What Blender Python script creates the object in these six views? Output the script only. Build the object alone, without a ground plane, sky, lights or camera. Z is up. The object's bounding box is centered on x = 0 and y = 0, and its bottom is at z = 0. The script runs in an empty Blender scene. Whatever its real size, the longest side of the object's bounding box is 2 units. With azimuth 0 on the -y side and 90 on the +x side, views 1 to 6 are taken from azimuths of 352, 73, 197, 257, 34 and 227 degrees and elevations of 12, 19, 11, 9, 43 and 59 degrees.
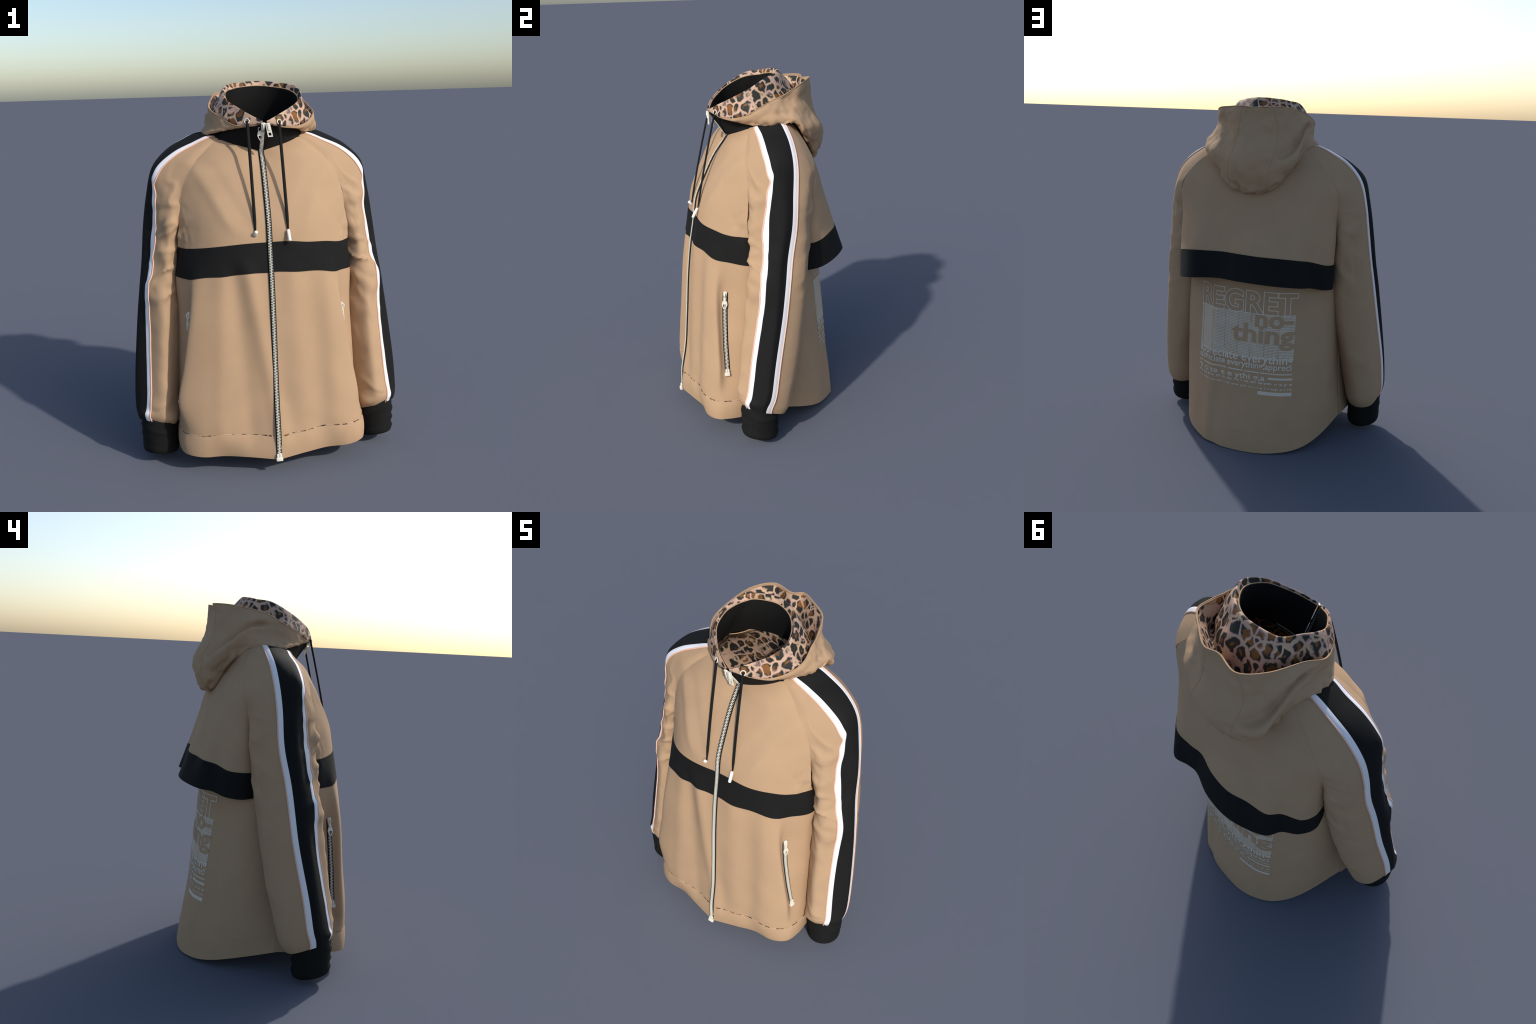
# A hooded zip jacket, standing as if worn: front panels, back panel with an overhanging
# storm flap, raglan sleeves with side stripes, stand collar, folded-down hood, zippers,
# drawcords and a printed back.
import bpy, bmesh, math
import numpy as np
from mathutils import Vector, noise

# --------------------------------------------------------------------------- helpers
def hermite(knots, vals, t):
    """C1 cubic through vals (axis 0) at knots, sampled at t."""
    k = np.asarray(knots, float); v = np.asarray(vals, float); t = np.atleast_1d(np.asarray(t, float))
    sh = (-1,) + (1,) * (v.ndim - 1)
    h = np.diff(k); d = np.diff(v, axis=0) / h.reshape(sh)
    m = np.empty_like(v)
    m[0], m[-1] = d[0], d[-1]
    if len(k) > 2:
        w = (h[:-1] / (h[:-1] + h[1:])).reshape(sh)
        m[1:-1] = d[:-1] * (1 - w) + d[1:] * w
    i = np.clip(np.searchsorted(k, t, side='right') - 1, 0, len(k) - 2)
    hh = h[i].reshape(sh); s = ((t - k[i]) / h[i]).reshape(sh)
    return ((2*s**3 - 3*s**2 + 1) * v[i] + (s**3 - 2*s**2 + s) * hh * m[i]
            + (-2*s**3 + 3*s**2) * v[i+1] + (s**3 - s**2) * hh * m[i+1])

class Surf:
    """Smooth surface through a control grid: rows have knots v, columns are 0..n-1."""
    def __init__(self, rows, knots=None, closed=False, disp=None):
        self.g = np.array(rows, float); self.closed = closed; self.disp = disp
        self.k = np.arange(len(rows)) if knots is None else np.array(knots, float)
        self.n = self.g.shape[1]
    def raw(self, v, u):
        """u, v arrays of the same length."""
        v = np.atleast_1d(v).astype(float); u = np.atleast_1d(u).astype(float)
        g = self.g; uk = np.arange(self.n)
        if self.closed:
            p = 3; g = np.concatenate([g[:, -p:], g, g[:, :p]], axis=1); uk = np.arange(-p, self.n + p); u = np.mod(u, self.n)
        out = np.empty((len(v), 3))
        order = {}
        for i, vv in enumerate(np.round(v, 6)): order.setdefault(vv, []).append(i)
        for vv, idx in order.items():
            row = hermite(self.k, g, [vv])[0]
            out[idx] = hermite(uk, row, u[idx])
        return out
    def normal(self, v, u, e=1e-3):
        ev = e * (self.k[-1] - self.k[0]); 
        v0 = np.clip(v - ev, self.k[0], self.k[-1]); v1 = np.clip(v + ev, self.k[0], self.k[-1])
        eu = e * self.n
        if self.closed: u0, u1 = u - eu, u + eu
        else: u0, u1 = np.clip(u - eu, 0, self.n - 1), np.clip(u + eu, 0, self.n - 1)
        a = self.raw(v1, u) - self.raw(v0, u); b = self.raw(v, u1) - self.raw(v, u0)
        n = np.cross(b, a); l = np.linalg.norm(n, axis=1, keepdims=True); l[l == 0] = 1
        return n / l
    def at(self, v, u, off=0.0, sign=1.0):
        v = np.atleast_1d(v).astype(float); u = np.atleast_1d(u).astype(float)
        p = self.raw(v, u)
        if self.disp is not None: p = self.disp(p, v, u, sign * self.normal(v, u))
        if np.any(np.asarray(off) != 0):
            p = p + sign * self.normal(v, u) * (np.zeros(len(v)) + off)[:, None]
        return p
    def grid(self, vs, us, off=0.0, sign=1.0):
        V, U = np.meshgrid(vs, us, indexing='ij')
        o = off if np.isscalar(off) else np.asarray(off).ravel()
        return self.at(V.ravel(), U.ravel(), o, sign).reshape(len(vs), len(us), 3)

ROOT = None
def place(ob, parent=None):
    bpy.context.scene.collection.objects.link(ob)
    ob.parent = parent or ROOT
    return ob

def mesh_obj(name, verts, faces, mat, parent=None, smooth=True, stuff=False):
    me = bpy.data.meshes.new(name)
    me.from_pydata([tuple(map(float, v)) for v in verts], [], [tuple(map(int, f)) for f in faces])
    me.validate(); me.update()
    if smooth: me.polygons.foreach_set("use_smooth", [True] * len(me.polygons))
    me.materials.append(mat)
    ob = place(bpy.data.objects.new(name, me), parent)
    if stuff: ob["kind"] = "stuff"
    return ob

def grid_faces(nv, nu, closed=False, flip=False, base=0):
    f = []
    for i in range(nv - 1):
        for j in range(nu if closed else nu - 1):
            a = base + i*nu + j; b = base + i*nu + (j+1) % nu
            c = base + (i+1)*nu + (j+1) % nu; d = base + (i+1)*nu + j
            f.append((a, d, c, b) if flip else (a, b, c, d))
    return f

def crisp_rim(ob):
    """Keep the cut edge of the cloth from rounding the shading of its face."""
    e = ob.modifiers.new("cut_edge", 'EDGE_SPLIT'); e.split_angle = math.radians(55)

def sheet(name, G, mat, parent=None, closed=False, flip=False, thick=0.0, offset=-1.0, rim_mat=None):
    """Cloth sheet from a grid of points, given thickness with Solidify."""
    nv, nu = G.shape[:2]
    ob = mesh_obj(name, G.reshape(-1, 3), grid_faces(nv, nu, closed, flip), mat, parent)
    if thick:
        m = ob.modifiers.new("cloth_thickness", 'SOLIDIFY'); m.thickness = thick; m.offset = offset
        if rim_mat:
            ob.data.materials.append(rim_mat); m.material_offset = 1; m.material_offset_rim = 1
        crisp_rim(ob)
    return ob

def tube_data(path, r, n=8, cap=True, flat=1.0):
    """Swept tube; r scalar or per point."""
    P = np.array(path, float); r = np.zeros(len(P)) + r
    T = np.gradient(P, axis=0); T /= np.linalg.norm(T, axis=1, keepdims=True)
    ref = np.array([1., 0, 0]) if abs(T[0][0]) < .8 else np.array([0, 1., 0])
    V = []; 
    for p, t, rr in zip(P, T, r):
        a = ref - t * (ref @ t); a /= np.linalg.norm(a); ref = a; b = np.cross(t, a)
        for k in range(n):
            th = 2*math.pi*k/n
            V.append(p + rr * (math.cos(th) * a + flat * math.sin(th) * b))
    F = grid_faces(len(P), n, True)
    if cap:
        F.append(tuple(reversed(range(n)))); F.append(tuple(range(len(V) - n, len(V))))
    return V, F

def box_data(c, ax, ay, az, sx, sy, sz, ch=0.15):
    """Box with chamfered vertical outline, centre c, axes, full sizes."""
    c = np.array(c, float); k = min(sx, sz) * ch
    out = [(-sx/2+k, -sz/2), (sx/2-k, -sz/2), (sx/2, -sz/2+k), (sx/2, sz/2-k), (sx/2-k, sz/2), (-sx/2+k, sz/2), (-sx/2, sz/2-k), (-sx/2, -sz/2+k)]
    V = []; kk = min(sy * .3, k)
    for y, s in ((-sy/2, 0), (-sy/2 + kk, 1), (sy/2 - kk, 1), (sy/2, 0)):
        for x, z in out:
            f = 1.0 if s else 0.86
            V.append(c + ax*x*f + ay*y + az*z*f)
    F = grid_faces(4, 8, True) + [tuple(reversed(range(8))), tuple(range(24, 32))]
    return V, F

def plate_with_hole(outline, hole, c, ax, ay, az, th):
    """Flat metal plate: outline ring and hole ring with the same number of points."""
    n = len(outline); V = []; c = np.array(c, float)
    for y in (-th/2, th/2):
        for ring in (outline, hole):
            for x, z in ring: V.append(c + ax*x + ay*y + az*z)
    F = []
    for k in range(n):
        j = (k+1) % n
        F.append((k, j, n+j, n+k)); F.append((2*n+j, 2*n+k, 3*n+k, 3*n+j))
        F.append((j, k, 2*n+k, 2*n+j)); F.append((n+k, n+j, 3*n+j, 3*n+k))
    return V, F

def merge(parts):
    V, F = [], []
    for v, f in parts:
        b = len(V); V += list(v); F += [tuple(i + b for i in q) for q in f]
    return V, F

def fbm(p, s, seed=0.0, oct=2):
    return noise.fractal(Vector((p[0]*s + seed, p[1]*s + seed*1.7, p[2]*s - seed)), 1.0, 2.0, oct)

def sstep(x, a, b):
    t = np.clip((np.asarray(x, float) - a) / (b - a), 0, 1); return t*t*(3 - 2*t)

# --------------------------------------------------------------------------- materials
def new_mat(name, color=(.5, .5, .5), rough=.8, sheen=0.0, spec=.3):
    m = bpy.data.materials.new(name); m.use_nodes = True
    b = m.node_tree.nodes["Principled BSDF"]
    b.inputs["Base Color"].default_value = (*color, 1); b.inputs["Roughness"].default_value = rough
    b.inputs["Sheen Weight"].default_value = sheen; b.inputs["Specular IOR Level"].default_value = spec
    return m, m.node_tree, b

def node(nt, kind, **kw):
    n = nt.nodes.new(kind)
    for k, v in kw.items(): setattr(n, k, v)
    return n

def ramp(nt, stops, interp='LINEAR'):
    r = node(nt, "ShaderNodeValToRGB"); cr = r.color_ramp; cr.interpolation = interp
    while len(cr.elements) < len(stops): cr.elements.new(.5)
    for e, (p, c) in zip(cr.elements, stops): e.position = p; e.color = (*c, 1)
    return r

def math_node(nt, op, a=None, b=None, va=0.0, vb=0.0):
    n = node(nt, "ShaderNodeMath", operation=op); n.inputs[0].default_value = va; n.inputs[1].default_value = vb
    if a is not None: nt.links.new(a, n.inputs[0])
    if b is not None: nt.links.new(b, n.inputs[1])
    return n

def cloth(name, color, rough=.85, var=.06, sheen=.0, weave=.06, spec=.2, wscale=900):
    m, nt, b = new_mat(name, color, rough, sheen, spec)
    tc = node(nt, "ShaderNodeTexCoord")
    n1 = node(nt, "ShaderNodeTexNoise"); n1.inputs["Scale"].default_value = 9; n1.inputs["Detail"].default_value = 4
    nt.links.new(tc.outputs["Object"], n1.inputs["Vector"])
    lo = tuple(c * (1 - var) for c in color); hi = tuple(c * (1 + var) for c in color)
    r = ramp(nt, [(.3, lo), (.7, hi)]); nt.links.new(n1.outputs["Fac"], r.inputs["Fac"])
    nt.links.new(r.outputs["Color"], b.inputs["Base Color"])
    n2 = node(nt, "ShaderNodeTexNoise"); n2.inputs["Scale"].default_value = wscale; n2.inputs["Detail"].default_value = 1
    nt.links.new(tc.outputs["Object"], n2.inputs["Vector"])
    bp = node(nt, "ShaderNodeBump"); bp.inputs["Strength"].default_value = weave; bp.inputs["Distance"].default_value = .002
    nt.links.new(n2.outputs["Fac"], bp.inputs["Height"]); nt.links.new(bp.outputs["Normal"], b.inputs["Normal"])
    return m

TAN_C = (.43, .284, .171)
TAN = cloth("tan_cotton", TAN_C, .9, .03, .0)
BLACK = cloth("black_ribbed_cloth", (.0098, .0096, .0092), .8, .10, .0, .08, .15)
BLACK_KNIT = cloth("black_cuff_knit", (.0098, .0094, .009), .85, .12, .0, .3, .15)
WHITE = cloth("white_satin", (.82, .80, .82), .42, .01, .0, .02, .5)
PINK = cloth("salmon_piping", (.80, .50, .39), .7, .03, .0, .04)
PRINT = cloth("grey_screen_print", (.64, .56, .46), .7, .04, .0, .04)
METAL, _nt, _b = new_mat("ivory_enamelled_metal", (.72, .69, .59), .35, 0, .5)
AGLET, _nt, _b = new_mat("ivory_aglet", (.85, .82, .74), .30, 0, .5)
CORD = cloth("black_cord", (.010, .010, .010), .8, .1, 0, .3, .15, 500)

def leopard():
    """Rosettes: dark broken rings with brown hearts on a pinkish ground."""
    m, nt, b = new_mat("leopard_satin", (.7, .5, .4), .65, 0, .3)
    L = nt.links.new
    tc = node(nt, "ShaderNodeTexCoord")
    wn = node(nt, "ShaderNodeTexNoise"); wn.inputs["Scale"].default_value = 22; wn.inputs["Detail"].default_value = 2
    L(tc.outputs["Object"], wn.inputs["Vector"])
    sub = node(nt, "ShaderNodeVectorMath", operation='SUBTRACT'); L(wn.outputs["Color"], sub.inputs[0]); sub.inputs[1].default_value = (.5, .5, .5)
    sc = node(nt, "ShaderNodeVectorMath", operation='SCALE'); L(sub.outputs[0], sc.inputs[0]); sc.inputs["Scale"].default_value = .045
    add = node(nt, "ShaderNodeVectorMath", operation='ADD'); L(tc.outputs["Object"], add.inputs[0]); L(sc.outputs[0], add.inputs[1])
    mp = node(nt, "ShaderNodeMapping"); mp.inputs["Scale"].default_value = (1, 1, .85); mp.inputs["Rotation"].default_value = (.3, .5, .2); L(add.outputs[0], mp.inputs["Vector"])
    vo = node(nt, "ShaderNodeTexVoronoi", feature='F1'); vo.inputs["Scale"].default_value = 19.5; vo.inputs["Randomness"].default_value = .8
    L(mp.outputs[0], vo.inputs["Vector"])
    ve = node(nt, "ShaderNodeTexVoronoi", feature='DISTANCE_TO_EDGE'); ve.inputs["Scale"].default_value = 19.5; ve.inputs["Randomness"].default_value = .8
    L(mp.outputs[0], ve.inputs["Vector"])
    n2 = node(nt, "ShaderNodeTexNoise"); n2.inputs["Scale"].default_value = 30; n2.inputs["Detail"].default_value = 1
    L(tc.outputs["Object"], n2.inputs["Vector"])
    # spots: rounded by the distance to the cell centre, kept apart by the distance to the cell edge
    nf = math_node(nt, 'MULTIPLY_ADD', n2.outputs["Fac"], None, 0, .40); nf.inputs[2].default_value = -.20
    fd = math_node(nt, 'ADD', vo.outputs["Distance"], nf.outputs[0])
    fi = math_node(nt, 'SUBTRACT', None, fd.outputs[0], .73)
    ed = math_node(nt, 'MULTIPLY', ve.outputs["Distance"], None, 0, 1.0)
    both = math_node(nt, 'MINIMUM', fi.outputs[0], ed.outputs[0])
    spot = ramp(nt, [(.085, (0, 0, 0)), (.135, (1, 1, 1))]); L(both.outputs[0], spot.inputs["Fac"])
    halo = ramp(nt, [(.04, (0, 0, 0)), (.09, (1, 1, 1)), (.13, (0, 0, 0))]); L(both.outputs[0], halo.inputs["Fac"])
    # heart of the rosette, pushed off centre by noise
    n4 = node(nt, "ShaderNodeTexNoise"); n4.inputs["Scale"].default_value = 21; n4.inputs["Detail"].default_value = 1
    L(mp.outputs[0], n4.inputs["Vector"])
    ms = math_node(nt, 'MULTIPLY_ADD', n4.outputs["Fac"], None, 0, 1.1); ms.inputs[2].default_value = -.55
    hsum = math_node(nt, 'SUBTRACT', ms.outputs[0], vo.outputs["Distance"])
    heart = ramp(nt, [(.0, (0, 0, 0)), (.10, (1, 1, 1))])
    hs2 = math_node(nt, 'ADD', hsum.outputs[0], None, 0, .33); L(hs2.outputs[0], heart.inputs["Fac"])
    n3 = node(nt, "ShaderNodeTexNoise"); n3.inputs["Scale"].default_value = 12; L(tc.outputs["Object"], n3.inputs["Vector"])
    ground = ramp(nt, [(.3, (.43, .285, .215)), (.7, (.60, .39, .265))]); L(n3.outputs["Fac"], ground.inputs["Fac"])
    brown = ramp(nt, [(.3, (.10, .042, .011)), (.7, (.26, .105, .024))]); L(n3.outputs["Fac"], brown.inputs["Fac"])
    halo_c = ramp(nt, [(.42, (.17, .11, .16)), (.58, (.33, .27, .12))]); L(n2.outputs["Fac"], halo_c.inputs["Fac"])
    def mix(f, a, c):
        x = node(nt, "ShaderNodeMix", data_type='RGBA'); L(f, x.inputs[0])
        if isinstance(a, tuple): x.inputs[6].default_value = (*a, 1)
        else: L(a, x.inputs[6])
        if isinstance(c, tuple): x.inputs[7].default_value = (*c, 1)
        else: L(c, x.inputs[7])
        return x.outputs[2]
    hf = math_node(nt, 'MULTIPLY', halo.outputs["Color"], None, 0, .8)
    c1 = mix(hf.outputs[0], ground.outputs["Color"], halo_c.outputs["Color"])
    c2 = mix(heart.outputs["Color"], (.020, .021, .019), brown.outputs["Color"])
    c3 = mix(spot.outputs["Color"], c1, c2)
    L(c3, b.inputs["Base Color"])
    return m
LEO = leopard()

def stripes():
    """Grey print broken into thin horizontal rules with a few upright gaps."""
    m, nt, b = new_mat("ruled_grey_print", (.5, .5, .5), .75, 0, .2); L = nt.links.new
    tc = node(nt, "ShaderNodeTexCoord"); sx = node(nt, "ShaderNodeSeparateXYZ"); L(tc.outputs["Object"], sx.inputs[0])
    z1 = math_node(nt, 'MULTIPLY', sx.outputs["Z"], None, 0, 1/.0088); fr = math_node(nt, 'FRACT', z1.outputs[0])
    rule = math_node(nt, 'GREATER_THAN', fr.outputs[0], None, 0, .40)
    def gaps(src, period, width, seed):
        a = math_node(nt, 'MULTIPLY_ADD', src, None, 0, 1/period); a.inputs[2].default_value = seed
        f = math_node(nt, 'FRACT', a.outputs[0]); return math_node(nt, 'GREATER_THAN', f.outputs[0], None, 0, width).outputs[0]
    v = math_node(nt, 'MULTIPLY', gaps(sx.outputs["X"], .083, .05, .4), gaps(sx.outputs["X"], .023, .05, .1)).outputs[0]
    n1 = node(nt, "ShaderNodeTexNoise"); n1.inputs["Scale"].default_value = 11; L(tc.outputs["Object"], n1.inputs["Vector"])
    dn = ramp(nt, [(.36, (.55,)*3), (.60, (1.0,)*3)]); L(n1.outputs["Fac"], dn.inputs["Fac"])
    rv = math_node(nt, 'MULTIPLY', rule.outputs[0], v)
    inv = math_node(nt, 'SUBTRACT', None, rv.outputs[0], 1.0); fl = math_node(nt, 'MULTIPLY', inv.outputs[0], dn.outputs["Color"])
    fac = math_node(nt, 'SUBTRACT', None, fl.outputs[0], 1.0)
    x = node(nt, "ShaderNodeMix", data_type='RGBA'); L(fac.outputs[0], x.inputs[0]); x.inputs[6].default_value = (*TAN_C, 1); x.inputs[7].default_value = (.60, .53, .44, 1)
    L(x.outputs[2], b.inputs["Base Color"]); return m
STRIPES = stripes()

# --------------------------------------------------------------------------- the jacket
ROOT = bpy.data.objects.new("hooded_jacket", None)
bpy.context.scene.collection.objects.link(ROOT)
ROOT["label"] = "tan zip-up hooded jacket with black bands, striped sleeves and leopard lining"
ROOT["category"] = "jacket"

# ---- front panels: rows by height, columns from the zip to the side / raglan seam (+x side)
FRONT_ROWS = [
 (.085, [(.010,-.493,.084),(.155,-.458,.094),(.272,-.426,.096),(.38,-.424,.098),(.455,-.394,.104),(.490,-.34,.108),(.503,-.22,.112),(.485,0,.118)]),
 (.20,  [(.010,-.474,.195),(.16,-.450,.205),(.28,-.438,.213),(.38,-.424,.205),(.450,-.386,.205),(.484,-.335,.207),(.498,-.22,.21),(.478,0,.22)]),
 (.37,  [(.010,-.440,.37),(.13,-.440,.37),(.25,-.430,.37),(.365,-.412,.37),(.451,-.364,.37),(.447,-.308,.37),(.480,-.19,.37),(.466,0,.37)]),
 (.56,  [(.010,-.427,.56),(.13,-.424,.56),(.24,-.413,.56),(.345,-.392,.56),(.419,-.352,.56),(.411,-.300,.56),(.472,-.18,.56),(.465,0,.56)]),
 (.83,  [(.010,-.406,.83),(.12,-.399,.83),(.22,-.388,.83),(.315,-.370,.83),(.374,-.336,.83),(.378,-.278,.83),(.460,-.165,.83),(.46,0,.83)]),
 (1.02, [(.010,-.380,1.02),(.11,-.381,1.02),(.20,-.368,1.02),(.285,-.342,1.02),(.345,-.308,1.02),(.390,-.255,1.02),(.463,-.16,1.02),(.462,-.02,1.02)]),
 (1.17, [(.010,-.352,1.17),(.11,-.358,1.17),(.19,-.350,1.17),(.27,-.326,1.17),(.335,-.288,1.17),(.39,-.239,1.17),(.43,-.194,1.17),(.457,-.150,1.17)]),
 (1.30, [(.010,-.330,1.30),(.10,-.331,1.30),(.18,-.322,1.30),(.25,-.302,1.30),(.32,-.264,1.30),(.375,-.221,1.30),(.415,-.182,1.30),(.442,-.148,1.31)]),
 (1.43, [(.010,-.270,1.43),(.10,-.272,1.43),(.18,-.267,1.43),(.25,-.250,1.43),(.31,-.222,1.43),(.355,-.194,1.43),(.395,-.165,1.43),(.427,-.138,1.43)]),
 (1.56, [(.010,-.196,1.56),(.09,-.202,1.56),(.16,-.201,1.56),(.22,-.195,1.56),(.27,-.182,1.56),(.31,-.166,1.56),(.345,-.149,1.56),(.372,-.131,1.56)]),
 (1.635,[(.010,-.138,1.632),(.07,-.151,1.637),(.125,-.153,1.641),(.17,-.148,1.644),(.21,-.139,1.645),(.245,-.127,1.646),(.275,-.113,1.644),(.30,-.100,1.64)]),
 (1.68, [(.010,-.124,1.655),(.055,-.122,1.663),(.105,-.110,1.676),(.14,-.099,1.685),(.17,-.087,1.693),(.193,-.076,1.699),(.21,-.069,1.703),(.222,-.064,1.706)]),
]
# on the wearer's right (-x) the pocket fold stands further out
FOLD_OUT = [0, 0, .004, .024, .042, .034, .008, 0]
def right_side(rows):
    return [[(-(x + f * min(1, max(0, (z - .22) / .12)) * min(1, max(0, (1.12 - z) / .12))), y, z) for (x, y, z), f in zip(r, FOLD_OUT)] for r in rows]
FV = [r[0] for r in FRONT_ROWS]
def mirror_rows(rows): return [[(-x, y, z) for x, y, z in r] for r in rows]

def front_folds(p, v, u, n):
    """Soft hanging folds in the front panels (signed x, world space)."""
    q = p.copy(); x, z = p[:, 0], p[:, 2]
    env = sstep(z, .07, .25) * (1 - sstep(z, 1.0, 1.16))
    def fold(x0, slope, w, a, z0=.6, zlo=-1, zhi=9):
        e = env * sstep(z, zlo, zlo + .25) * (1 - sstep(z, zhi - .25, zhi))
        return a * np.exp(-((x - x0 - slope * (z - z0)) / w)**2) * e
    d = (fold(-.045, -.17, .045, .015) + fold(-.155, -.06, .05, -.010) + fold(-.27, .05, .05, .008)
         + fold(.13, -.05, .07, .008) + fold(.22, -.06, .065, -.010) + fold(.31, .0, .05, .004))
    up = sstep(z, 1.2, 1.32) * (1 - sstep(z, 1.55, 1.64))       # drag lines from chest to armhole
    for s in (-1, 1):
        t = s * x - .27 - .55 * (z - 1.42)
        d += s * 0 + .006 * np.exp(-(t / .035)**2) * up * (s * x > 0)
        t2 = s * x - .18 - .55 * (z - 1.42)
        d += -.004 * np.exp(-(t2 / .035)**2) * up * (s * x > 0)
    q[:, 1] -= d
    arm = np.exp(-((np.abs(x) - .44) / .05)**2) * np.exp(-((z - 1.25) / .12)**2)
    for i in np.nonzero(arm > .03)[0]:
        q[i] += n[i] * arm[i] * .010 * fbm(p[i], 16, 3.1)
    return q

FRONT = {}
for s, rows in ((1, [r[1] for r in FRONT_ROWS]), (-1, right_side([r[1] for r in FRONT_ROWS]))):
    FRONT[s] = Surf(rows, FV, disp=front_folds)
def fsign(s): return 1.0 if s > 0 else -1.0     # makes normals point outward

ULAST = 7.0
US = np.linspace(0, ULAST, 90)
def band_top(u, s): return 1.197 - .038 * sstep(u, .5, 6.3) + (.002*np.sin(u*2.3) if s > 0 else 0)
def band_bot(u, s): return 1.051 - .043 * sstep(u, .5, 6.3) + .0022*np.sin(u*2.6 + s)

def strip_between(surf, lo, hi, us, nv, sign, off=0.0):
    """Grid on a surface between two v(u) curves."""
    lo = np.asarray(lo) + 0*us; hi = np.asarray(hi) + 0*us; W = np.linspace(0, 1, nv)
    V = lo[None] * (1 - W[:, None]) + hi[None] * W[:, None]
    U = np.repeat(us[None], nv, 0)
    o = off if np.isscalar(off) else np.asarray(off).ravel()
    return surf.at(V.ravel(), U.ravel(), o, sign).reshape(nv, len(us), 3)

FABRIC = .004
for s in (1, -1):
    S = FRONT[s]; sg = fsign(s); fl = s < 0
    panel = sheet("front_panel", strip_between(S, .2105, band_bot(US, s), US, 70, sg), TAN, flip=fl, thick=FABRIC)
    sheet("front_yoke", strip_between(S, band_top(US, s), 1.68, US, 50, sg), TAN, flip=fl, thick=FABRIC)
    sheet("chest_band", strip_between(S, band_bot(US, s) - .002, band_top(US, s) + .002, US, 16, sg, .0025), BLACK, flip=fl, thick=FABRIC)
    # hem: a folded band, slightly puffed below its seam
    W = np.linspace(0, 1, 14)[:, None] + 0 * US[None]
    puff = .0005 + .006 * np.sin(np.pi * W)**.8 * (1 - sstep(U_ := US[None] + 0 * W, 5.5, 6.8))
    sheet("hem_band", strip_between(S, .085, .211, US, 14, sg, puff), TAN, flip=fl, thick=FABRIC * 1.6)
    # lining edge that peeks out of the hem seam in dashes
    uu = np.linspace(.15, 6.2, 260)
    rr = (.0014 if s < 0 else .0022) + .0022 * np.array([noise.noise(Vector((a * 5.0, s * 7.3, 0))) for a in uu]) + .004 * np.exp(-(uu / .35)**2)
    path = S.at(np.full(len(uu), .211), uu, .0006, sg)
    v, f = tube_data(path, np.clip(rr, .0002, .0042), 6); mesh_obj("seam_edging", v, f, LEO)

# ---- back panel: columns from centre to side
BACK_ROWS = [
 (.0,   [(0,.468,.0),(.12,.459,.002),(.22,.424,.008),(.31,.366,.018),(.395,.280,.038),(.450,.16,.072),(.482,-.022,.116)]),
 (.13,  [(0,.455,.115),(.12,.444,.117),(.22,.413,.122),(.31,.353,.13),(.398,.270,.147),(.452,.155,.175),(.475,-.022,.22)]),
 (.34,  [(0,.418,.34),(.12,.410,.34),(.22,.386,.34),(.310,.330,.34),(.400,.25,.34),(.456,.15,.345),(.463,-.02,.37)]),
 (.56,  [(0,.397,.56),(.12,.391,.56),(.215,.370,.56),(.300,.317,.56),(.400,.24,.56),(.458,.145,.56),(.462,-.02,.56)]),
 (.80,  [(0,.376,.80),(.12,.371,.80),(.205,.352,.80),(.285,.303,.80),(.395,.23,.80),(.458,.14,.80),(.457,-.02,.81)]),
 (.95,  [(0,.362,.95),(.12,.357,.95),(.20,.340,.95),(.285,.293,.95),(.385,.222,.95),(.452,.135,.96),(.462,-.01,.98)]),
 (1.15, [(0,.338,1.15),(.12,.334,1.15),(.20,.318,1.15),(.28,.280,1.15),(.36,.220,1.15),(.43,.150,1.15),(.455,.06,1.15)]),
 (1.35, [(0,.312,1.35),(.12,.310,1.35),(.20,.295,1.35),(.28,.265,1.35),(.36,.225,1.35),(.42,.185,1.35),(.45,.15,1.35)]),
 (1.52, [(0,.275,1.52),(.10,.273,1.52),(.18,.265,1.52),(.25,.252,1.52),(.32,.235,1.52),(.38,.218,1.52),(.425,.20,1.52)]),
 (1.65, [(0,.235,1.66),(.08,.232,1.66),(.15,.225,1.66),(.21,.215,1.655),(.26,.203,1.65),(.30,.190,1.645),(.335,.175,1.64)]),
 (1.76, [(0,.200,1.765),(.06,.196,1.763),(.11,.182,1.758),(.15,.163,1.752),(.185,.140,1.745),(.208,.118,1.739),(.225,.095,1.733)]),
]
BV = [r[0] for r in BACK_ROWS]
def back_asym(p, v, u, n):
    q = p.copy(); z = p[:, 2]
    q[:, 1] += -.07 * p[:, 0] * sstep(p[:, 1], .05, .3) * (1 - sstep(z, 1.0, 1.3))
    low = 1 - sstep(z, .9, 1.15)
    q[:, 1] += low * (.007 * np.exp(-((p[:, 0] - .235 + .05 * z) / .03)**2) - .006 * np.exp(-((p[:, 0] - .17 + .05 * z) / .03)**2))
    return q
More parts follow.
